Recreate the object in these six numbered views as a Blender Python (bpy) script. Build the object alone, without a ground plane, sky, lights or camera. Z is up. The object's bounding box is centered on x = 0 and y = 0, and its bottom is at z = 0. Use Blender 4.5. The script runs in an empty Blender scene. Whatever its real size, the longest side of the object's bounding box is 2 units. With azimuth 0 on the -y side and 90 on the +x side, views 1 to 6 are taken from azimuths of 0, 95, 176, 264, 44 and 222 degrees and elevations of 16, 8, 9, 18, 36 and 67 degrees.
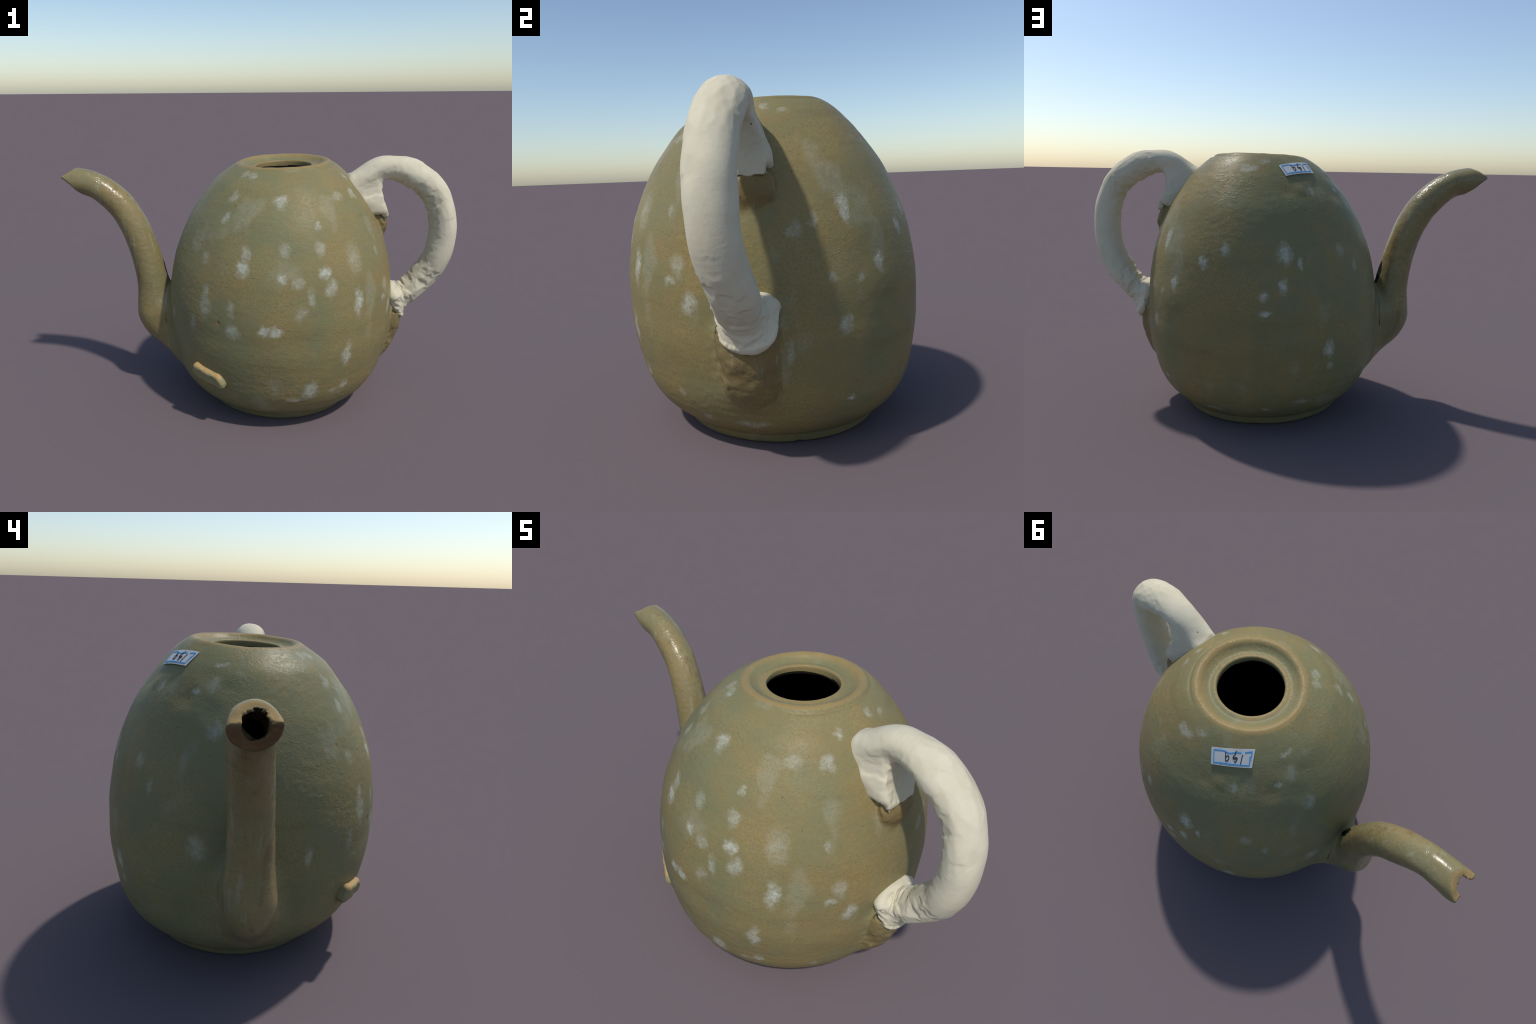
"""Broken celadon ewer: egg-shaped glazed pot with a long curved spout, a plaster
replacement handle, a broken-off tab near the base and a paper shelf label.

Parts are described as profiles, spines and radii; they are blended into one wall
(smooth unions of distance fields), meshed with a voxel remesh, pulled exactly onto
the described surface, and separated into named parts."""
import bpy, bmesh, math
import numpy as np
from mathutils import Vector, kdtree

rng = np.random.default_rng(7)
VOXEL = .0054

# ------------------------------------------------------------------ numpy tools
def smoothstep(a, b, x):
    t = np.clip((x - a) / (b - a), 0, 1)
    return t * t * (3 - 2 * t)

def smin(a, b, k):
    h = np.clip(0.5 + 0.5 * (b - a) / k, 0, 1)
    return b + (a - b) * h - k * h * (1 - h)

def smax(a, b, k):
    return -smin(-a, -b, k)

def catmull(points, n):
    c = np.array(points, float)
    c = np.vstack([2 * c[0] - c[1], c, 2 * c[-1] - c[-2]])
    out = []
    for i in range(len(c) - 3):
        p0, p1, p2, p3 = c[i:i + 4]
        for t in np.linspace(0, 1, n, endpoint=False):
            out.append(0.5 * (2 * p1 + (p2 - p0) * t + (2 * p0 - 5 * p1 + 4 * p2 - p3) * t * t
                              + (3 * p1 - p0 - 3 * p2 + p3) * t ** 3))
    out.append(c[-2])
    return np.array(out)

def value_noise(p, scale, seed=0):
    """smooth lattice noise in -1..1"""
    q = p * scale + 1000.0
    i = np.floor(q).astype(np.int64)
    f = q - i
    f = f * f * f * (f * (f * 6 - 15) + 10)
    def h(a, b, c):
        n = (a * 73856093) ^ (b * 19349663) ^ (c * 83492791) ^ (seed * 2654435761)
        n = (n ^ (n >> 13)) * 1274126177 & 0x7FFFFFFF
        n = (n ^ (n >> 16)) & 0xFFFF
        return n / 32767.5 - 1.0
    r = 0
    for dx in (0, 1):
        for dy in (0, 1):
            for dz in (0, 1):
                w = (f[:, 0] if dx else 1 - f[:, 0]) * (f[:, 1] if dy else 1 - f[:, 1]) * (f[:, 2] if dz else 1 - f[:, 2])
                r = r + w * h(i[:, 0] + dx, i[:, 1] + dy, i[:, 2] + dz)
    return r

class Tube:
    """spine with radius; optional stretch of the section along y"""
    def __init__(self, spine, n=8, ystretch=1.0):
        self.c = catmull(spine, n)
        self.s = ystretch
        r = self.c[:, 3].max()
        self.lo = self.c[:, :3].min(0) - r * ystretch - 0.12
        self.hi = self.c[:, :3].max(0) + r * ystretch + 0.12
    def __call__(self, p):
        d = np.full(len(p), 0.1)
        m = np.all((p > self.lo) & (p < self.hi), axis=1)
        if m.any():
            d[m] = self.eval(p[m])[0]
        return d
    def eval(self, p):
        k = np.array([1, 1 / self.s, 1])
        q = p * k
        a = self.c[:-1]; b = self.c[1:]
        best = np.full(len(q), 9.0); arc = np.zeros(len(q))
        for i in range(len(a)):
            A = a[i, :3] * k; AB = b[i, :3] * k - A
            t = np.clip(((q - A) @ AB) / (AB @ AB), 0, 1)
            w = q - A - t[:, None] * AB
            d = np.sqrt((w * w).sum(1)) - (a[i, 3] + t * (b[i, 3] - a[i, 3]))
            m = d < best
            best[m] = d[m]; arc[m] = (i + t[m]) / len(a)
        return best, arc
    def mesh(self, seg=24):
        V, F = [], []
        c = self.c
        tan = np.gradient(c[:, :3], axis=0)
        for k in range(len(c)):
            t = tan[k] / np.linalg.norm(tan[k])
            u = np.cross(t, [0, 1, 0]); u /= np.linalg.norm(u); v = np.cross(t, u)
            for j in range(seg):
                a = 2 * math.pi * j / seg
                o = (math.cos(a) * u + math.sin(a) * v) * c[k, 3]
                o[1] *= self.s
                V.append(c[k, :3] + o)
        for k in range(len(c) - 1):
            for j in range(seg):
                F.append((k * seg + j, k * seg + (j + 1) % seg, (k + 1) * seg + (j + 1) % seg, (k + 1) * seg + j))
        F.append(tuple(range(seg))[::-1]); F.append(tuple((len(c) - 1) * seg + j for j in range(seg)))
        return V, F

def spout_shell(outer, inner, cuts, seg=32):
    """closed tube wall, its open end trimmed back to the broken edge; the inner end of the bore is blind"""
    V, F = outer.mesh(seg); W, G = inner.mesh(seg)
    F = F[:-2] + [F[-1]]; G = [g[::-1] for g in G[:-2]] + [G[-1][::-1]]
    o = len(V); V = np.array(V + W); F = F + [tuple(i + o for i in g) for g in G]
    F += [(j, o + j, o + (j + 1) % seg, (j + 1) % seg) for j in range(seg)]
    for _ in range(60):
        over = np.maximum.reduce([c(V) for c in cuts]) > -.002
        over &= V[:, 0] < -.8
        V[over] += np.array([.8, -.08, -.12]) * .004
    return list(V), F

def polygon_sdf(poly, q):
    """signed distance of 2-D points to a closed polygon"""
    a = poly; b = np.roll(poly, -1, 0)
    best = np.full(len(q), 9.0); inside = np.zeros(len(q), bool)
    for A, B in zip(a, b):
        e = B - A; w = q - A
        t = np.clip((w @ e) / max(e @ e, 1e-12), 0, 1)
        d = ((w - t[:, None] * e) ** 2).sum(1)
        best = np.minimum(best, d)
        c1 = (A[1] > q[:, 1]) != (B[1] > q[:, 1])
        if abs(e[1]) > 1e-12:
            inside ^= c1 & (q[:, 0] < A[0] + (q[:, 1] - A[1]) * e[0] / e[1])
    d = np.sqrt(best)
    return np.where(inside, -d, d)

# ------------------------------------------------------------------ the pot: profile of revolution
OUTER = [(0.0, .034), (.20, .034), (.30, .030), (.333, .012), (.345, .001), (.369, .001), (.384, .007), (.396, .026), (.409, .046),
         (.4345, .065), (.4920, .12), (.5364, .20), (.5602, .30), (.5763, .40), (.5814, .50), (.5798, .60), (.5661, .70),
         (.5456, .80), (.51, .90), (.4631, 1.0), (.409, 1.08), (.3455, 1.16), (.29, 1.208), (.2480, 1.238),
         (.2330, 1.2470), (.2200, 1.2512), (.2050, 1.2470), (.190, 1.2350), (.172, 1.2275), (.158, 1.2285), (.1475, 1.2300),
         (.1405, 1.2275), (.1395, 1.217)]
WALL = .007
INNER = [(.145, 1.200), (.165, 1.212), (.19, 1.219), (.23, 1.228), (.285, 1.200), (.340, 1.152)] + [(r - WALL, z - WALL * .5) for r, z in OUTER[20:9:-1]] + [(.39, .062), (.33, .046), (.20, .044), (0.0, .044)]
PROFILE = catmull(OUTER + [(.1400, 1.205), (.1405, 1.190)], 6)
RES = .003
gr = np.arange(-.06, .68, RES); gz = np.arange(-.10, 1.36, RES)
GR, GZ = np.meshgrid(gr, gz, indexing="ij")
_closed = np.vstack([PROFILE, [(-.05, 1.190), (-.05, PROFILE[0][1])]])
GRID = polygon_sdf(_closed, np.c_[GR.ravel(), GZ.ravel()]).reshape(GR.shape)
_outer = np.vstack([catmull(OUTER[:27], 6), [(-.05, 1.25), (-.05, .034)]])
SOLID = polygon_sdf(_outer, np.c_[GR.ravel(), GZ.ravel()]).reshape(GR.shape)

def lookup(grid, r, z):
    x = np.clip((r - gr[0]) / RES, 0, len(gr) - 1.001); y = np.clip((z - gz[0]) / RES, 0, len(gz) - 1.001)
    i = x.astype(int); j = y.astype(int); fx = x - i; fy = y - j
    return (grid[i, j] * (1 - fx) * (1 - fy) + grid[i + 1, j] * fx * (1 - fy)
            + grid[i, j + 1] * (1 - fx) * fy + grid[i + 1, j + 1] * fx * fy)

def axis_at(z):
    d = z - .6
    return .1222 + .0126 * d + .0124 * d * d, -.0009 - .0264 * d + .0218 * d * d

def pot_coords(p):
    """height and radius of a point in the slightly leaning, slightly oval pot"""
    x, y, z = p[:, 0], p[:, 1], p[:, 2]
    w = smoothstep(.0, .5, z); t = smoothstep(1.16, 1.25, z)
    zz = z - (w * .0136 + t * .0131) * (x - .13) - (w * .0108 + t * .0378) * (y + .015)
    cx, cy = axis_at(zz)
    X, Y = x - cx, y - cy
    th = np.arctan2(Y, X)
    r = np.hypot(X, Y) / (1 - .0043 * np.cos(3 * th) + .0045 * np.sin(3 * th))
    return r, zz, th

# shallow dents in the shoulder, made while the clay was soft: x, y, z, radius, depth
DENTS = [(-.20, .16, 1.17, .050, .006), (-.26, .08, 1.13, .045, .005), (-.22, .24, 1.08, .050, .005), (-.31, .16, 1.05, .055, .006),
         (-.12, .30, 1.12, .040, .004), (.03, .40, 1.10, .040, .005), (-.36, .05, 1.02, .05, .004), (-.03, .35, 1.10, .035, -.003),
         (.482, .105, .004, .016, .012), (-.260, -.324, .906, .009, .003), (-.176, -.495, .575, .010, .004)]

def pot(p, grid=GRID):
    r, z, th = pot_coords(p)
    d = lookup(grid, r, z)
    # turning groove outside the mouth, only along the handle side
    side = smoothstep(1.35, .75, np.abs(th + .02))
    worn = np.exp(-((r - .215) / .03) ** 2) * (z > 1.15)
    d = d + .0036 * worn * value_noise(p * [1, 1, .3], 9, 8) + .0012 * worn * value_noise(p, 30, 9)
    d = d + .0055 * side * np.exp(-((r - .246) / .0065) ** 2) * (z > 1.1)
    return d

def relief(p):
    """throwing ridges, dents and orange-peel of the glaze"""
    r, z, th = pot_coords(p)
    out = smoothstep(-.03, .0, lookup(SOLID, r, z))
    k = .0014 * value_noise(p, 7, 1) + .0004 * value_noise(p * [1, 1, 2.2], 26, 2)
    k = k + .00010 * np.sin(z * 170 + 1.5 * value_noise(p, 5, 3)) * smoothstep(.5, .25, z) * smoothstep(.06, .12, z)
    patch = smoothstep(-.35, .45, value_noise(p, 3.0, 4) + .45 * smoothstep(.5, .2, z))
    rough = value_noise(p * [1, 1, 1.5], 62, 5)
    k = k + .00065 * patch * np.where(rough > 0, rough, .4 * rough)
    for x, y, zz, rad, dep in DENTS:
        k = k - dep * np.exp(-(((p - [x, y, zz]) ** 2).sum(1)) / (rad * rad * .5))
    return k * out

# ------------------------------------------------------------------ spout
SPOUT = Tube([(-1.07, .056, 1.148, .068), (-.9684, .050, 1.1480, .0695), (-.84, .041, 1.1240, .0665), (-.724, .038, 1.036, .0725),
              (-.645, .027, .914, .0735), (-.592, .020, .761, .077), (-.559, .016, .60, .085), (-.553, .016, .475, .096),
              (-.551, .016, .425, .095), (-.528, .015, .370, .089), (-.465, .012, .314, .085), (-.40, .012, .262, .080)])
# the far side of the neck is pressed to a blunt edge
SPOUT_EDGE = Tube([(-.985, .074, 1.160, .036), (-.905, .076, 1.155, .038), (-.83, .070, 1.132, .038), (-.755, .062, 1.075, .038)])
BORE = Tube([(-1.10, .055, 1.160, .037), (-.97, .049, 1.160, .037), (-.85, .041, 1.127, .032), (-.73, .038, 1.04, .033),
             (-.65, .032, .914, .034), (-.60, .026, .77, .036)])
def cut_top(p):
    return (p - [-.928, .05, 1.217]) @ np.array([-.531, 0, .847]) + .0025 * value_noise(p, 30, 11) - 3 * np.maximum(p[:, 0] + .85, 0)
def cut_under(p):
    n = np.array([-.690, -.10, -.717]); n /= np.linalg.norm(n)
    return (p - [-1.000, .05, 1.168]) @ n + .004 * value_noise(p, 22, 12) + .002 * value_noise(p, 55, 13) - 3 * np.maximum(p[:, 0] + .85, 0)
def spout_raw(p):
    return smin(SPOUT(p), SPOUT_EDGE(p), .016)
def spout(p):
    d = spout_raw(p) - .0012 * value_noise(p, 14, 14)
    d = smax(d, cut_top(p), .010)
    return smax(d, cut_under(p), .007)
def bore(p):
    return BORE(p) + .007 * value_noise(p, 32, 15)
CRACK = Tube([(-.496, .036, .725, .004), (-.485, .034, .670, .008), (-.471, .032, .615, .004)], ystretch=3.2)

# ------------------------------------------------------------------ stumps of the lost ceramic handle
STUMP_HIGH = Tube([(.600, -.030, .995, .028), (.624, -.028, .955, .034), (.632, -.022, .91, .031), (.628, -.012, .85, .015)], ystretch=2.6)
STUMP_LOW = Tube([(.712, -.040, .475, .048), (.712, -.042, .41, .046), (.700, -.040, .345, .042), (.678, -.035, .28, .038), (.645, -.030, .225, .024)], ystretch=1.9)
def stumps(p):
    k = .0030 * value_noise(p, 24, 21) + .0014 * value_noise(p, 60, 22)
    return np.minimum(STUMP_HIGH(p) - k, STUMP_LOW(p) - k)

def ewer(p):
    d = pot(p)
    low = smoothstep(.66, .42, p[:, 2])
    d = smin(d, spout(p), .020 + .105 * low)
    s = stumps(p)
    near = p[:, 0] > .3
    d = np.where(near, smin(d, s, .016 + .032 * smoothstep(.6, .5, p[:, 2])), d)
    d = smax(d, -bore(p), .006)
    d = smax(d, -CRACK(p), .004)
    return d

# ------------------------------------------------------------------ plaster handle
HANDLE = Tube([(.465, -.064, 1.120, .050), (.545, -.066, 1.180, .055), (.6312, -.067, 1.2197, .0572), (.7681, -.0764, 1.1905, .0690),
               (.8830, -.0870, 1.0922, .0668), (.9310, -.0930, .9421, .0667), (.9205, -.0860, .7813, .0670), (.8545, -.060, .6530, .0670),
               (.762, -.045, .546, .067), (.706, -.032, .498, .066)], ystretch=1.15)
COLLAR = Tube([(.712, -.040, .560, .058), (.736, -.036, .478, .048), (.750, -.032, .440, .024)], ystretch=1.95)
WEB_OUTLINE = np.array([(.425, 1.150), (.462, 1.187), (.50, 1.196), (.64, 1.19), (.632, 1.165), (.620, 1.143), (.626, 1.089), (.648, 1.01),
                        (.657, .978), (.650, .968), (.636, .974), (.622, .997), (.600, .990), (.570, .975), (.50, 1.03), (.43, 1.10)])
def web(p):
    m = (p[:, 0] > .35) & (p[:, 0] < .75) & (p[:, 2] > .88) & (p[:, 2] < 1.3)
    d = np.full(len(p), .1)
    if m.any():
        q = p[m]
        g = polygon_sdf(WEB_OUTLINE, q[:, [0, 2]]) + .007 * value_noise(q, 26, 36) * smoothstep(1.06, .99, q[:, 2])
        half = np.interp(q[:, 2], [.96, 1.0, 1.06, 1.12, 1.2], [.084, .094, .092, .074, .044])
        mid = np.interp(q[:, 2], [.96, 1.06, 1.12, 1.2], [-.030, -.042, -.050, -.060])
        d[m] = smax(g, np.abs(q[:, 1] - mid) - half, .030)
    return d
def plaster(p):
    d = smin(HANDLE(p), web(p), .020)
    d = smin(d, COLLAR(p), .012)
    hi = smoothstep(.55, .62, p[:, 0])
    ragged = .0022 * value_noise(p, 34, 32) * smoothstep(.05, .0, pot(p, SOLID))
    # folds where the plaster was bent at the lower elbow and along the inner curve
    inner = smoothstep(.86, .80, p[:, 0]) * smoothstep(.70, .62, p[:, 2]) * smoothstep(.45, .52, p[:, 2])
    along = p[:, 0] * .68 + p[:, 2] * .73
    d = d + .0009 * inner * np.sin(along * 150 + 5 * value_noise(p, 14, 33)) * smoothstep(-.4, .4, value_noise(p, 22, 35))
    curve = smoothstep(.92, .86, p[:, 0]) * smoothstep(.60, .66, p[:, 2]) * smoothstep(1.10, 1.0, p[:, 2]) * hi
    d = d + .0025 * curve * value_noise(p * [.5, .35, 1.6], 30, 34)
    return d - .0022 * value_noise(p, 13, 31) - ragged

# ------------------------------------------------------------------ meshing
def make_mesh(name, V, F):
    me = bpy.data.meshes.new(name)
    me.from_pydata([tuple(map(float, v)) for v in V], [], [tuple(map(int, f)) for f in F])
    me.update()
    return me

def lathe(profile=None, n=128):
    V, F = [], []
    prof = np.vstack([PROFILE[::2], [(.1405, 1.190), (0, 1.190)]]) if profile is None else profile
    for r, z in prof:
        cx, cy = axis_at(z)
        for j in range(n):
            a = 2 * math.pi * j / n
            x, y = cx + r * math.cos(a), cy + r * math.sin(a)
            w = float(smoothstep(.0, .5, np.float64(z))); t = float(smoothstep(1.16, 1.25, np.float64(z)))
            V.append((x, y, z + (w * .0136 + t * .0131) * (x - .13) + (w * .0108 + t * .0378) * (y + .015)))
    for k in range(len(prof) - 1):
        for j in range(n):
            F.append((k * n + j, k * n + (j + 1) % n, (k + 1) * n + (j + 1) % n, (k + 1) * n + j))
    return V, F

def merge(parts):
    V, F = [], []
    for v, f in parts:
        o = len(V)
        V += list(v); F += [tuple(i + o for i in g) for g in f]
    return V, F

def remeshed(name, parts, voxel):
    ob = bpy.data.objects.new(name, make_mesh(name, *merge(parts)))
    bpy.context.collection.objects.link(ob)
    bm = bmesh.new(); bm.from_mesh(ob.data)
    bmesh.ops.remove_doubles(bm, verts=bm.verts, dist=1e-5)
    bmesh.ops.recalc_face_normals(bm, faces=bm.faces)
    bm.to_mesh(ob.data); bm.free()
    m = ob.modifiers.new("remesh", "REMESH"); m.mode = "VOXEL"; m.voxel_size = voxel; m.adaptivity = 0
    dg = bpy.context.evaluated_depsgraph_get()
    me = bpy.data.meshes.new_from_object(ob.evaluated_get(dg))
    bpy.data.objects.remove(ob)
    return me

def coords(me):
    a = np.empty(len(me.vertices) * 3); me.vertices.foreach_get("co", a); return a.reshape(-1, 3)

def edges_of(me):
    e = np.empty(len(me.edges) * 2, np.int64); me.edges.foreach_get("vertices", e); return e.reshape(-1, 2)

def relax(P, E, n, f=.5):
    cnt = np.bincount(E.ravel(), minlength=len(P))[:, None]
    for _ in range(n):
        S = np.stack([np.bincount(E[:, 0], P[E[:, 1], k], len(P)) + np.bincount(E[:, 1], P[E[:, 0], k], len(P)) for k in range(3)], 1)
        P = P + f * (S / np.maximum(cnt, 1) - P)
    return P

def gradient(field, P, h=.0015, f=None):
    f = field(P) if f is None else f
    return np.stack([(field(P + np.eye(3)[k] * h) - f) / h for k in range(3)], 1)

def project(field, P, n, limit=.008):
    for _ in range(n):
        f = field(P); g = gradient(field, P, f=f)
        step = g * (f / np.maximum((g * g).sum(1), .15))[:, None]
        L = np.linalg.norm(step, axis=1)[:, None]
        P = P - step * np.minimum(1, limit / np.maximum(L, 1e-9))
    return P

def vertex_normals(me):
    a = np.empty(len(me.vertices) * 3); me.vertex_normals.foreach_get("vector", a); return a.reshape(-1, 3)

def face_centres(me):
    a = np.empty(len(me.polygons) * 3); me.polygons.foreach_get("center", a); return a.reshape(-1, 3)

def separate(me, labels, names):
    """one object per face label; border vertices coincide, normals are those of the whole"""
    P = coords(me); N = vertex_normals(me)
    loops = np.empty(len(me.loops), np.int64); me.loops.foreach_get("vertex_index", loops)
    start = np.empty(len(me.polygons), np.int64); me.polygons.foreach_get("loop_start", start)
    total = np.empty(len(me.polygons), np.int64); me.polygons.foreach_get("loop_total", total)
    out = {}
    for k, nm in enumerate(names):
        sel = np.where(labels == k)[0]
        if not len(sel):
            continue
        tot = total[sel]
        idx = np.repeat(start[sel] - np.r_[0, np.cumsum(tot)[:-1]], tot) + np.arange(tot.sum())
        lv = loops[idx]
        used, inv = np.unique(lv, return_inverse=True)
        m = bpy.data.meshes.new(nm)
        m.vertices.add(len(used)); m.vertices.foreach_set("co", P[used].ravel())
        m.loops.add(len(inv)); m.loops.foreach_set("vertex_index", inv.astype(np.int32))
        m.polygons.add(len(sel)); m.polygons.foreach_set("loop_start", np.r_[0, np.cumsum(tot)[:-1]].astype(np.int32))
        m.polygons.foreach_set("use_smooth", np.ones(len(sel), bool))
        m.update(calc_edges=True); m.validate()
        m.normals_split_custom_set_from_vertices(N[used].tolist())
        ob = bpy.data.objects.new(nm, m)
        bpy.context.collection.objects.link(ob)
        out[nm] = ob
    return out

# ------------------------------------------------------------------ materials
def lin(c):
    return tuple(((x / 255) / 12.92 if x / 255 <= .04045 else ((x / 255 + .055) / 1.055) ** 2.4) for x in c) + (1.0,)

class Nodes:
    def __init__(self, name, rough=.6, spec=.3):
        self.mat = bpy.data.materials.new(name); self.mat.use_nodes = True
        self.t = self.mat.node_tree; self.t.nodes.clear()
        self.out = self.new("ShaderNodeOutputMaterial")
        self.bsdf = self.new("ShaderNodeBsdfPrincipled")
        self.bsdf.inputs["Roughness"].default_value = rough
        self.bsdf.inputs["Specular IOR Level"].default_value = spec
        self.link(self.bsdf.outputs[0], self.out.inputs[0])
        self.pos = self.new("ShaderNodeTexCoord").outputs["Object"]
    def new(self, kind, **kw):
        n = self.t.nodes.new(kind)
        for k, v in kw.items():
            setattr(n, k, v)
        return n
    def link(self, a, b):
        self.t.links.new(a, b)
    def put(self, sock, v):
        if hasattr(v, "links") or isinstance(v, bpy.types.NodeSocket):
            self.link(v, sock)
        else:
            sock.default_value = v
    def math(self, op, a, b=None, clamp=False):
        n = self.new("ShaderNodeMath", operation=op, use_clamp=clamp)
        self.put(n.inputs[0], a)
        if b is not None:
            self.put(n.inputs[1], b)
        return n.outputs[0]
    def vec(self, op, a, b=None):
        n = self.new("ShaderNodeVectorMath", operation=op)
        self.put(n.inputs[0], a)
        if b is not None:
            self.put(n.inputs[1], b)
        return n.outputs["Value"] if op in ("LENGTH", "DISTANCE", "DOT_PRODUCT") else n.outputs[0]
    def ramp(self, x, a, b, lo=0.0, hi=1.0):
        n = self.new("ShaderNodeMapRange", interpolation_type="SMOOTHSTEP")
        self.put(n.inputs[0], x)
        for i, v in enumerate((a, b, lo, hi)):
            n.inputs[i + 1].default_value = v
        return n.outputs[0]
    def noise(self, scale, detail=3, rough=.55, stretch=None, distort=0.0):
        n = self.new("ShaderNodeTexNoise")
        n.inputs["Scale"].default_value = scale; n.inputs["Detail"].default_value = detail
        n.inputs["Roughness"].default_value = rough; n.inputs["Distortion"].default_value = distort
        v = self.pos
        if stretch:
            v = self.vec("MULTIPLY", v, stretch)
        self.link(v, n.inputs["Vector"])
        return n.outputs["Fac"]
    def voronoi(self, scale, feature="DISTANCE_TO_EDGE", vector=None):
        n = self.new("ShaderNodeTexVoronoi", feature=feature)
        n.inputs["Scale"].default_value = scale
        self.link(vector if vector is not None else self.pos, n.inputs["Vector"])
        return n.outputs["Distance"]
    def mix(self, fac, a, b, blend="MIX"):
        n = self.new("ShaderNodeMix", data_type="RGBA", blend_type=blend)
        self.put(n.inputs[0], fac); self.put(n.inputs[6], a); self.put(n.inputs[7], b)
        return n.outputs[2]
    def bump(self, height, strength, dist):
        n = self.new("ShaderNodeBump")
        n.inputs["Strength"].default_value = strength; n.inputs["Distance"].default_value = dist
        self.put(n.inputs["Height"], height)
        self.link(n.outputs[0], self.bsdf.inputs["Normal"])
    def color(self, c):
        self.put(self.bsdf.inputs["Base Color"], c)

GREEN, OCHRE, TAN, BROWN, PALE = lin((118, 117, 85)), lin((135, 117, 76)), lin((150, 126, 80)), lin((104, 84, 56)), lin((176, 178, 164))

# painted photo bloom on the glaze: x, y, z, half width, half height, strength
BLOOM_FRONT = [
    (-.05, -.21, 1.21, .019, .023, .4), (.11, -.39, 1.11, .026, .035, .6), (-.1, -.3, 1.12, .023, .045, .35), (-.14, -.35, 1.03, .019, .03, .45), (.45, -.22, 1.12, .022, .031, .5),
    (.27, -.44, 1.02, .012, .026, .45), (-.23, -.38, .85, .021, .027, .35), (-.05, -.48, .9, .022, .029, .5), (-.06, -.5, .83, .026, .036, .85), (.11, -.55, .81, .02, .025, .9),
    (.18, -.55, .78, .026, .02, .4), (.28, -.49, .92, .023, .032, .45), (.3, -.52, .82, .026, .026, .8), (.33, -.53, .75, .026, .036, .55), (.44, -.43, .86, .037, .067, .3),
    (.56, -.3, .86, .014, .028, .4), (-.23, -.43, .71, .018, .033, .45), (-.24, -.44, .64, .027, .045, .4), (-.12, -.52, .65, .018, .037, .4), (.24, -.56, .72, .019, .036, .45),
    (.19, -.57, .65, .024, .032, .3), (.46, -.46, .66, .023, .057, .7), (-.11, -.53, .55, .03, .03, .55), (.03, -.57, .57, .023, .025, .8), (.08, -.58, .57, .025, .02, .8),
    (.41, -.5, .42, .022, .054, .65), (.25, -.53, .25, .034, .05, .6), (.17, -.52, .2, .028, .016, .5), (.4, -.46, .25, .021, .024, .6), (.12, -.51, .92, .021, .035, .35),
    (.35, -.48, .23, .019, .019, .45),
]
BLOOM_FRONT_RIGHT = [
    (.37, -.3, 1.12, .027, .022, .35), (.42, -.14, 1.18, .016, .025, .5), (.42, .01, 1.21, .015, .023, .5), (.43, .08, 1.2, .014, .024, .4), (.62, -.28, .69, .026, .034, .4),
    (.65, -.24, .56, .028, .035, .7), (.61, -.31, .63, .022, .012, .5),
]
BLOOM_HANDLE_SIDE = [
    (.57, .28, .87, .02, .06, .65), (.63, .18, .83, .014, .021, .4), (.66, .12, .8, .021, .023, .35), (.4, .48, .78, .017, .029, .7), (.53, .4, .68, .018, .036, .7),
    (.6, .33, .63, .016, .016, .4), (.65, .24, .64, .017, .016, .4), (.63, .28, .48, .022, .033, .55), (.69, .1, .4, .016, .038, .4), (.58, .3, .21, .02, .012, .8),
    (.56, -.3, .22, .016, .012, .5), (.67, .02, .26, .028, .007, .5), (.6, -.04, .12, .053, .012, .45), (.56, -.2, .13, .022, .009, .5),
]
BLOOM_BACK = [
    (.2, .3, 1.19, .033, .021, .5), (.13, .26, 1.22, .028, .012, .4), (-.08, .33, 1.1, .018, .038, .4), (.3, .5, .84, .023, .025, .5), (.05, .52, .83, .028, .042, .75),
    (-.02, .52, .78, .013, .023, .6), (.05, .56, .7, .02, .031, .75), (.14, .57, .65, .022, .019, .8), (.13, .58, .58, .022, .011, .8), (-.21, .41, .83, .022, .03, .3),
    (-.16, .5, .4, .024, .037, .7), (-.17, .49, .32, .018, .018, .45), (.12, .5, .12, .024, .008, .6), (-.04, .5, .15, .034, .014, .4), (.35, .42, .1, .044, .013, .5),
]
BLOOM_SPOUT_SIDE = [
    (-.43, .2, .57, .033, .041, .35), (-.29, .37, .76, .017, .03, .3), (-.33, .13, .98, .025, .035, .4), (-.22, .13, 1.13, .024, .03, .35), (-.21, .19, 1.1, .018, .01, .5),
    (-.16, .1, 1.19, .025, .01, .45), (-.42, -.21, .52, .018, .034, .4), (-.02, -.24, 1.21, .021, .029, .4), (-.3, -.39, .54, .017, .039, .35),
]
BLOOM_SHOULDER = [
]
BLOOM = BLOOM_FRONT + BLOOM_FRONT_RIGHT + BLOOM_HANDLE_SIDE + BLOOM_BACK + BLOOM_SPOUT_SIDE + BLOOM_SHOULDER

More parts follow.
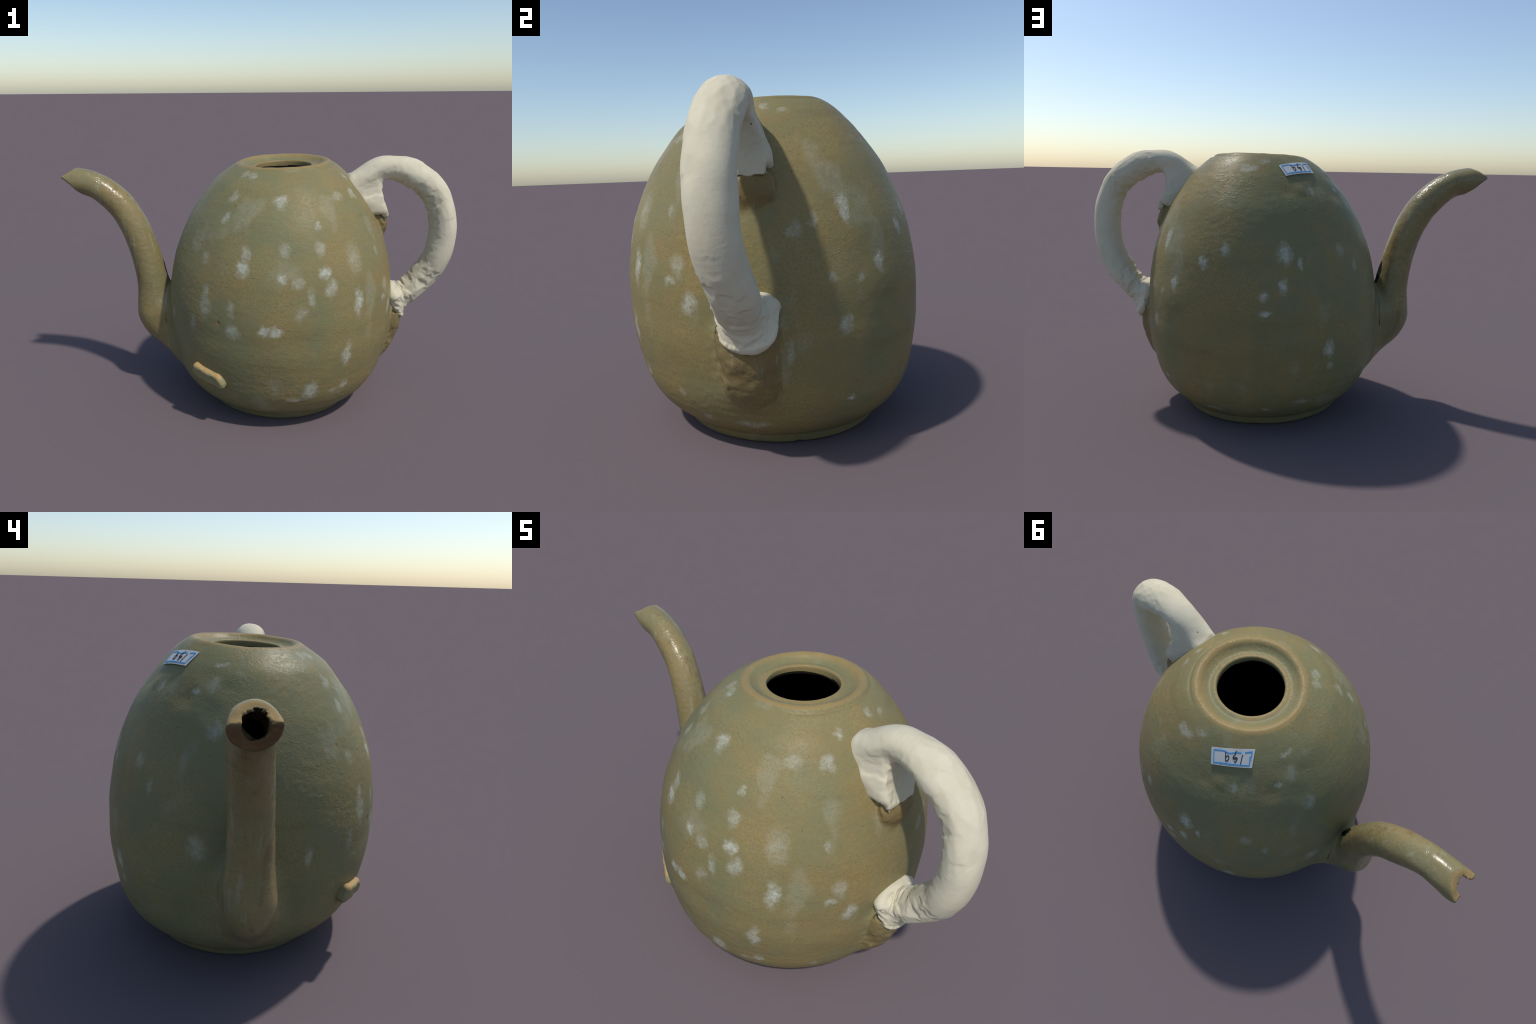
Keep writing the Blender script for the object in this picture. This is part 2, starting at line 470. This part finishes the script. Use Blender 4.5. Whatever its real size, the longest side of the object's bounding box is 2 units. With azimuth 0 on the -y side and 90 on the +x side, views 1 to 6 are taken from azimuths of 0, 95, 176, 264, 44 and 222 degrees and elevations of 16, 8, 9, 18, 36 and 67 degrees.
def glaze(name, ochre=.0, brown=.0, bloom=True, rim=False, rough=.42, streaks=False):
    n = Nodes(name, rough, .12 if rough > .3 else .35)
    warp = n.new("ShaderNodeTexNoise"); warp.inputs["Scale"].default_value = 40
    n.link(n.pos, warp.inputs["Vector"])
    wpos = n.vec("ADD", n.pos, n.vec("MULTIPLY", warp.outputs["Color"], (.006, .006, .006)))
    big = n.noise(2.6, 4, .6)
    mid = n.noise(9, 4, .65)
    # ochre fired side towards +x, -y of the wall; grey-green elsewhere
    sep = n.new("ShaderNodeSeparateXYZ"); n.link(n.pos, sep.inputs[0])
    f = n.math("ADD", n.math("MULTIPLY", n.math("SUBTRACT", big, .5), 1.8), n.math("MULTIPLY", n.math("SUBTRACT", mid, .5), 1.3))
    f = n.math("ADD", f, n.math("MULTIPLY", n.ramp(sep.outputs[0], -.25, .65), .42))
    f = n.math("ADD", f, .08 + ochre, True)
    col = n.mix(f, GREEN, OCHRE)
    # crackle: greenish cells with tan seams, and fine mottling
    cells = n.voronoi(62, vector=wpos)
    seam = n.ramp(cells, .02, .16, 1.0, 0.0)
    seam = n.math("MULTIPLY", seam, n.ramp(n.noise(5, 2), .38, .62))
    col = n.mix(n.math("MULTIPLY", seam, .45), col, lin((150, 130, 84)))
    fine = n.noise(130, 3, .7)
    col = n.mix(n.ramp(fine, .52, .72, 0, .45), col, lin((98, 96, 70)))
    col = n.mix(n.ramp(n.noise(80, 2, .6), .58, .75, 0, .5), col, lin((146, 122, 76)))
    if brown:
        col = n.mix(n.ramp(n.noise(12, 3), .35, .65, brown * .5, brown), col, BROWN)
    streak = n.ramp(n.noise(3, 3, .6, (1, 1, 6)), .55, .75, 0, .25)
    col = n.mix(streak, col, lin((110, 92, 62)))
    # rare iron specks
    col = n.mix(n.ramp(n.voronoi(14, "F1"), .035, .06, .55, 0), col, lin((84, 66, 42)))
    # two small chips that bare the clay
    for c in ((-.260, -.324, .906), (-.176, -.495, .575)):
        d = n.vec("LENGTH", n.vec("SUBTRACT", wpos, tuple(v + .003 for v in c)))
        col = n.mix(n.ramp(d, .006, .012, .8, 0), col, lin((138, 98, 58)))
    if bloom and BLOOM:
        total = None
        def shifted(scale, amp, detail):
            t = n.new("ShaderNodeTexNoise"); t.inputs["Scale"].default_value = scale; t.inputs["Detail"].default_value = detail
            n.link(n.pos, t.inputs["Vector"])
            return n.vec("MULTIPLY", n.vec("SUBTRACT", t.outputs["Color"], (.5, .5, .5)), (amp, amp, amp))
        bp = n.vec("ADD", n.pos, n.vec("ADD", shifted(22, .05, 3), shifted(90, .022, 3)))
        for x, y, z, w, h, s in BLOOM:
            d = n.vec("LENGTH", n.vec("MULTIPLY", n.vec("SUBTRACT", bp, (x, y, z)), (.84 / w, .84 / w, .84 / h)))
            m = n.ramp(d, .34, 1.34, min(s * 1.08, 1), 0)
            total = m if total is None else n.math("MAXIMUM", total, m)
        # faint haze of leftover reflections, painted in pale between the larger patches
        haze = n.math("MULTIPLY", n.ramp(n.noise(6.5, 2, .5, (1, 1, .6)), .60, .72), .16)
        total = n.math("MAXIMUM", total, haze)
        grain = n.ramp(n.noise(170, 3, .7), .30, .60, .40, 1.15)
        mottle = n.ramp(n.noise(48, 2, .6), .32, .62, .55, 1.1)
        col = n.mix(n.math("MULTIPLY", total, n.math("MULTIPLY", grain, mottle), True), col, PALE)
    if streaks:
        run = n.ramp(n.noise(10, 3, .6, (3.2, 3.2, .5)), .56, .70, 0, .40)  # lengthwise highlights coloured pale onto the spout and stump glaze
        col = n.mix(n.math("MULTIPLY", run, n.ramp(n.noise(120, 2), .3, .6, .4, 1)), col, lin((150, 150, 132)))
        col = n.mix(n.ramp(n.noise(8, 3, .6, (2.5, 2.5, .7)), .56, .72, 0, .5), col, BROWN)
    if rim:
        # glaze thinned to tan on the two ridges of the mouth
        dx = n.vec("LENGTH", n.vec("MULTIPLY", n.vec("SUBTRACT", n.pos, (.1295, -.0155, 0)), (1, 1, 0)))
        dx = n.math("ADD", dx, n.math("MULTIPLY", n.math("SUBTRACT", n.noise(14, 3), .5), .02))
        ridge = n.ramp(n.math("ABSOLUTE", n.math("SUBTRACT", dx, .220)), .008, .032, .6, 0)
        edge = n.ramp(n.math("ABSOLUTE", n.math("SUBTRACT", dx, .146)), .006, .018, .5, 0)
        col = n.mix(n.math("MAXIMUM", ridge, edge), col, TAN)
    n.color(col)
    # short wrinkles in patches, and fine orange peel
    wr = n.ramp(n.noise(34, 2, .5, (1, 1, 2.0), 2.2), .50, .72)
    wr = n.math("MULTIPLY", wr, n.ramp(n.noise(4.2, 2, .5), .42, .60, .12, 1.0))
    n.bump(n.math("ADD", wr, n.math("ADD", n.math("MULTIPLY", n.noise(150, 2), .22), n.math("MULTIPLY", n.noise(60, 3), .2))), .20, .006)
    return n.mat

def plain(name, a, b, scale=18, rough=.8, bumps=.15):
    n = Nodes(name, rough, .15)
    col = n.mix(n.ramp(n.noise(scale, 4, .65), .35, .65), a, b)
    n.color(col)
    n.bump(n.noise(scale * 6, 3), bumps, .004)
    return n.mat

def plaster_material():
    n = Nodes("white_plaster", .85, .15)
    col = n.mix(n.ramp(n.noise(6, 4, .6), .3, .7), lin((194, 186, 161)), lin((205, 198, 174)))
    col = n.mix(n.ramp(n.noise(38, 3, .6), .62, .78, 0, .35), col, lin((190, 178, 150)))
    # tiny dark pits
    col = n.mix(n.ramp(n.voronoi(9.5, "F1"), .022, .034, .9, 0), col, lin((58, 52, 46)))
    n.color(col)
    n.bump(n.noise(90, 4, .65), .18, .004)
    return n.mat

#@GLINTS@

# ------------------------------------------------------------------ build: glazed ewer
base = remeshed("ewer", [lathe(), spout_shell(SPOUT, BORE, (cut_top, cut_under)), STUMP_HIGH.mesh(), STUMP_LOW.mesh()], VOXEL)
P = coords(base); E = edges_of(base)
P = relax(P, E, 3)
P = project(ewer, P, 2, .02)
P = relax(P, E, 2, .4)
P = project(ewer, P, 1)
base.vertices.foreach_set("co", P.ravel()); base.update()
g = vertex_normals(base)
P = P + g * relief(P)[:, None]
P[:, 2] = np.maximum(P[:, 2], 0)
base.vertices.foreach_set("co", P.ravel()); base.update()
C = face_centres(base)
r, z, th = pot_coords(C)
ps = pot(C, SOLID); sp = spout_raw(C); st = stumps(C)
names = ["body", "mouth_rim", "foot_ring", "spout", "handle_stump", "spout_bore", "spout_lip", "spout_break", "crack"]
lab = np.zeros(len(C), int)
lab[(z > 1.2) & (r < .236)] = 1
lab[(z < .062)] = 2
lab[(sp < ps) & (C[:, 0] < -.35)] = 3
lab[(st < ps) & (C[:, 0] > .3)] = 4
lab[(r < .15) & (z > 1.1) & (z < 1.203)] = -1      # open well: the hollow inside is a surface of its own
tip = C[:, 0] < -.80
lab[tip & (np.abs(cut_top(C)) < .004) & (cut_under(C) < -.001)] = 6
lab[tip & (np.abs(cut_under(C)) < .006)] = 7
lab[tip & (bore(C) < .003) & (lab == 3)] = 7
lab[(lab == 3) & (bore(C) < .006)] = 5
lab[CRACK(C) < .003] = 8
parts = separate(base, lab, names)

root = bpy.data.objects.new("ewer", None)
bpy.context.collection.objects.link(root)
root["label"] = "Egg-shaped olive celadon ewer with curved spout and white plaster handle"
root["category"] = "ceramic ewer"

body_mat = glaze("celadon_glaze")
mats = {"body": body_mat, "foot_ring": glaze("foot_glaze", -.15, .15), "mouth_rim": glaze("rim_glaze", -.05, rim=True),
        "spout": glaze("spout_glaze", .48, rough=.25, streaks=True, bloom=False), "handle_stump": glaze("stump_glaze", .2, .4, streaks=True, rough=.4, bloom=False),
        "spout_bore": plain("unlit_clay", lin((22, 19, 14)), lin((30, 26, 20))),  # near-black base colour gives the bore and hollow their darkness
        "spout_lip": plain("worn_lip", lin((158, 132, 88)), lin((140, 120, 80)), 30),
        "spout_break": plain("broken_clay", lin((116, 97, 68)), lin((100, 84, 60)), 24),
        "crack": plain("crack_soot", lin((10, 9, 8)), lin((16, 14, 12)))}  # near-black colour along the slit
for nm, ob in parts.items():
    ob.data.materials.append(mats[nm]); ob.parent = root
for nm in ("spout_lip", "spout_break", "crack"):
    if nm in parts:
        parts[nm].parent = parts["spout"]
bpy.data.meshes.remove(base)
iv, jf = lathe(np.array(catmull([(.1396, 1.206), (.143, 1.194)] + INNER[1:], 6)), 160)
ivp = np.array(iv); og = gradient(lambda q: pot(q, SOLID), ivp)
deep = np.maximum(pot(ivp, SOLID) + .0055, 0) + np.maximum(-relief(ivp), 0)
deep[(np.hypot(ivp[:, 0] - .13, ivp[:, 1] + .015) < .22) | (ivp[:, 2] < .07)] = 0
ivp = ivp - og * deep[:, None]
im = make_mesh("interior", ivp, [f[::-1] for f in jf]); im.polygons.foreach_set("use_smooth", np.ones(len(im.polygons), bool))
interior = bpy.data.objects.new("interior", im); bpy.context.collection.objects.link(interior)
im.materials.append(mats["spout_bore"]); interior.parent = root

# ------------------------------------------------------------------ build: plaster handle
def web_block():
    o = WEB_OUTLINE; n = len(o)
    V = [(x, -.11, z) for x, z in o] + [(x, .03, z) for x, z in o]
    F = [tuple(range(n)), tuple(range(n, 2 * n))[::-1]] + [(i, (i + 1) % n, n + (i + 1) % n, n + i) for i in range(n)]
    return V, F
hm = remeshed("handle", [HANDLE.mesh(), COLLAR.mesh(), web_block()], .0042)
P = coords(hm); E = edges_of(hm)
P = relax(P, E, 4)
P = project(plaster, P, 3, .02)
P = relax(P, E, 2, .4)
P = project(plaster, P, 2)
g = gradient(plaster, P, .004); Nn = g / np.linalg.norm(g, axis=1)[:, None]
# knife-trimmed facets: each patch lies in the plane of its nearest trimming stroke
order = rng.permutation(len(P)); seeds = []; cellmap = {}
gap = .036
for i in order:
    key = tuple((P[i] / gap).astype(int))
    ok = True
    for dx in (-1, 0, 1):
        for dy in (-1, 0, 1):
            for dz in (-1, 0, 1):
                for j in cellmap.get((key[0] + dx, key[1] + dy, key[2] + dz), ()):
                    if ((P[i] - P[j]) ** 2).sum() < gap * gap * (.45 + .55 * ((j * 7919) % 97) / 97):
                        ok = False
    if ok:
        cellmap.setdefault(key, []).append(i); seeds.append(i)
kd = kdtree.KDTree(len(seeds))
for k, i in enumerate(seeds):
    kd.insert(P[i], k)
kd.balance()
near = np.array([[k for _, k, _ in kd.find_n(p, 7)] for p in P])
SN = Nn[seeds] + rng.normal(0, .045, (len(seeds), 3)); SN /= np.linalg.norm(SN, axis=1)[:, None]
S = P[seeds]
align = (Nn[:, None] * SN[near]).sum(2)
t = np.where(align > .6, ((P[:, None] - S[near]) * SN[near]).sum(2) / np.maximum(align, .6), -9).max(1) - .0008
t = np.clip(t, -.002, .006)
t = relax(t[:, None] * np.ones(3), E, 2)[:, 0]
amount = smoothstep(-.25, .35, value_noise(P, 5.0, 41)) * 1.0 + .15
amount = amount * smoothstep(-.02, .03, pot(P, SOLID))
P = P - Nn * (t * amount)[:, None]
hm.vertices.foreach_set("co", P.ravel()); hm.update()
hm.polygons.foreach_set("use_smooth", np.ones(len(hm.polygons), bool))
handle = bpy.data.objects.new("handle", hm); hm.name = "handle"
bpy.context.collection.objects.link(handle)
hm.materials.append(plaster_material()); handle.parent = root

# ------------------------------------------------------------------ build: broken tab near the base
def surface_point(x, y, z):
    """push a point along the pot's radius onto the glaze"""
    p = np.array([[x, y, z]], float)
    for _ in range(6):
        f = pot(p, SOLID); gg = gradient(lambda q: pot(q, SOLID), p)
        p = p - gg * f[:, None]
    return p[0], gg[0] / np.linalg.norm(gg[0])

c0, n0 = surface_point(-.222, -.425, .280)
axis_u = np.array([-.150, -.482, .258]) - np.array([-.298, -.365, .302]); axis_u -= n0 * (axis_u @ n0); half_u = .5 * np.linalg.norm(axis_u); axis_u /= np.linalg.norm(axis_u)
axis_v = np.cross(n0, axis_u); axis_v *= np.sign(axis_v[2])
def tab(p):
    q = p - c0
    u, v, w = q @ axis_u, q @ axis_v, q @ n0
    top = .021 + .006 * smoothstep(.08, -.05, u)
    round_end = .020 * smoothstep(.03, half_u, u) ** 2
    e = np.stack([np.abs(u) - half_u + .020, np.abs(v + .3 * round_end) - .040 + round_end + .018, np.abs(w - .004) - top + .016], 1)
    d = np.linalg.norm(np.maximum(e, 0), axis=1) + np.minimum(e.max(1), 0) - .017
    return d - .0035 * value_noise(p, 24, 51) - .0012 * value_noise(p, 70, 52)
bm = bmesh.new(); bmesh.ops.create_icosphere(bm, subdivisions=6, radius=1)
Q = np.array([v.co[:] for v in bm.verts])
Q = np.sign(Q) * np.abs(Q) ** .7
Q = c0 + Q[:, :1] * axis_u * half_u + Q[:, 1:2] * axis_v * .036 + Q[:, 2:] * n0 * .03
Q = project(tab, Q, 8, .02)
for v, q in zip(bm.verts, Q):
    v.co = q
bmesh.ops.recalc_face_normals(bm, faces=bm.faces)
tm = bpy.data.meshes.new("tab"); bm.to_mesh(tm); bm.free()
tm.polygons.foreach_set("use_smooth", np.ones(len(tm.polygons), bool))
tabo = bpy.data.objects.new("broken_tab", tm); bpy.context.collection.objects.link(tabo); tabo.parent = root
def tab_material():
    n = Nodes("tab_glaze", .6, .25)
    rel = n.vec("SUBTRACT", n.pos, tuple(c0))
    v = n.vec("DOT_PRODUCT", rel, tuple(axis_v)); w = n.vec("DOT_PRODUCT", rel, tuple(n0))
    nz = n.math("MULTIPLY", n.math("SUBTRACT", n.noise(30, 3), .5), .03)
    col = n.mix(n.ramp(n.noise(60, 3), .35, .65), lin((132, 130, 98)), lin((142, 128, 90)))
    edge = n.ramp(n.math("ADD", v, nz), .027, .037)
    col = n.mix(n.math("MULTIPLY", edge, .9), col, lin((172, 142, 92)))
    low = n.ramp(n.math("ADD", v, nz), -.034, -.018, .8, 0)
    col = n.mix(low, col, lin((118, 88, 62)))
    n.color(col); n.bump(n.noise(120, 3), .2, .004)
    return n.mat
tm.materials.append(tab_material())

# ------------------------------------------------------------------ build: paper label with blue frame and handwritten digits
CORNERS = [np.array(c) for c in ((.071, .282, 1.199), (-.070, .176, 1.214), (-.104, .233, 1.1685), (.037, .330, 1.155))]
def label_point(u, v, lift):
    """u, v in 0..1 across the label (as read from behind the pot)"""
    u = .5 + (u - .5) * .96; v = .5 + (v - .5) * .96
    a = CORNERS[0] * (1 - u) + CORNERS[1] * u; b = CORNERS[3] * (1 - u) + CORNERS[2] * u
    q, nn = surface_point(*(a * (1 - v) + b * v))
    # paper bridges small dents and lifts a little along its lower edge
    return q + nn * (lift + .0012 + .002 * v * v)
def sheet(name, outline_grid, lift, thick, parent, mat):
    nu, nv, fn = outline_grid
    V, F = [], []
    for side in (0, 1):
        for j in range(nv + 1):
            for i in range(nu + 1):
                u, v = fn(i / nu, j / nv)
                V.append(label_point(u, v, lift + (thick if side else 0)))
    m = (nu + 1) * (nv + 1)
    I = lambda s, i, j: s * m + j * (nu + 1) + i
    for j in range(nv):
        for i in range(nu):
            F.append((I(1, i, j), I(1, i + 1, j), I(1, i + 1, j + 1), I(1, i, j + 1)))
            F.append((I(0, i, j), I(0, i, j + 1), I(0, i + 1, j + 1), I(0, i + 1, j)))
    for i in range(nu):
        F.append((I(0, i, 0), I(0, i + 1, 0), I(1, i + 1, 0), I(1, i, 0)))
        F.append((I(0, i + 1, nv), I(0, i, nv), I(1, i, nv), I(1, i + 1, nv)))
    for j in range(nv):
        F.append((I(0, 0, j + 1), I(0, 0, j), I(1, 0, j), I(1, 0, j + 1)))
        F.append((I(0, nu, j), I(0, nu, j + 1), I(1, nu, j + 1), I(1, nu, j)))
    me = make_mesh(name, V, F)
    bm = bmesh.new(); bm.from_mesh(me); bmesh.ops.recalc_face_normals(bm, faces=bm.faces); bm.to_mesh(me); bm.free()
    ob = bpy.data.objects.new(name, me); bpy.context.collection.objects.link(ob)
    ob.parent = parent; me.materials.append(mat)
    return ob
ASPECT = 2.9
def stroke(points, width):
    """a pen stroke: ribbon along a path in label coordinates"""
    c = np.array(points, float)
    if len(c) > 2:
        c = catmull(c, 4)
    c[:, 0] *= ASPECT
    tan = np.gradient(c, axis=0); tan /= np.linalg.norm(tan, axis=1)[:, None]
    nrm = np.c_[-tan[:, 1], tan[:, 0]]
    def fn(s, t):
        x = s * (len(c) - 1); i = min(int(x), len(c) - 2); f = x - i
        q = c[i] * (1 - f) + c[i + 1] * f + (nrm[i] * (1 - f) + nrm[i + 1] * f) * (t - .5) * width
        return q[0] / ASPECT, q[1]
    return (max(len(c) - 1, 6), 1, fn)
paper = plain("label_paper", lin((192, 193, 190)), lin((182, 184, 183)), 25, .7, .05)
blue = plain("label_blue_ink", lin((58, 140, 196)), lin((70, 150, 205)), 40, .7, .02)
ink = plain("label_black_ink", lin((44, 44, 46)), lin((58, 58, 60)), 40, .7, .02)
label = sheet("label", (30, 12, lambda u, v: (u, v)), .0, .0022, root, paper)
L, R, T, B = .065, .945, .13, .87
frame_paths = [[(L, T), (.30, T + .01), (.34, T + .05), (.40, T + .12), (.47, T + .12), (.58, T + .07), (.70, T + .08)],
               [(.78, T + .06), (R, T)], [(R - .005, T), (R - .005, .40)], [(R, .40), (R - .04, .42), (R - .02, .52), (R - .005, .56)],
               [(R - .03, .50), (R - .02, B)], [(R - .02, B), (.60, B), (.30, B - .02), (.23, B - .05)], [(.25, B + .06), (.20, B - .02), (L, B)],
               [(L, B), (L, T)]]
for q in frame_paths:
    sheet("label_frame", stroke(q, .065), .0026, .0008, label, blue)
# digits 1 5 9, upside down as seen from behind the pot
digits = [[[(.735, .30), (.725, .52), (.715, .82)]],
          [[(.60, .13), (.575, .17), (.57, .30), (.53, .42), (.53, .50), (.60, .47), (.625, .52), (.61, .64), (.585, .74), (.565, .68)], [(.625, .55), (.525, .56)]],
          [[(.345, .20), (.350, .45), (.362, .72)], [(.352, .50), (.395, .40), (.428, .47), (.425, .60), (.385, .70), (.362, .70)]]]
for d in digits:
    first = None
    for q in d:
        ob = sheet("label_digit", stroke(q, .055), .0028, .0009, label, ink)

for ob in bpy.data.objects:
    if ob.type == "MESH":
        for pname in ("label_frame", "label_digit", "label"):
            if ob.name.startswith(pname):
                ob.data.polygons.foreach_set("use_smooth", np.zeros(len(ob.data.polygons), bool))
print("done")
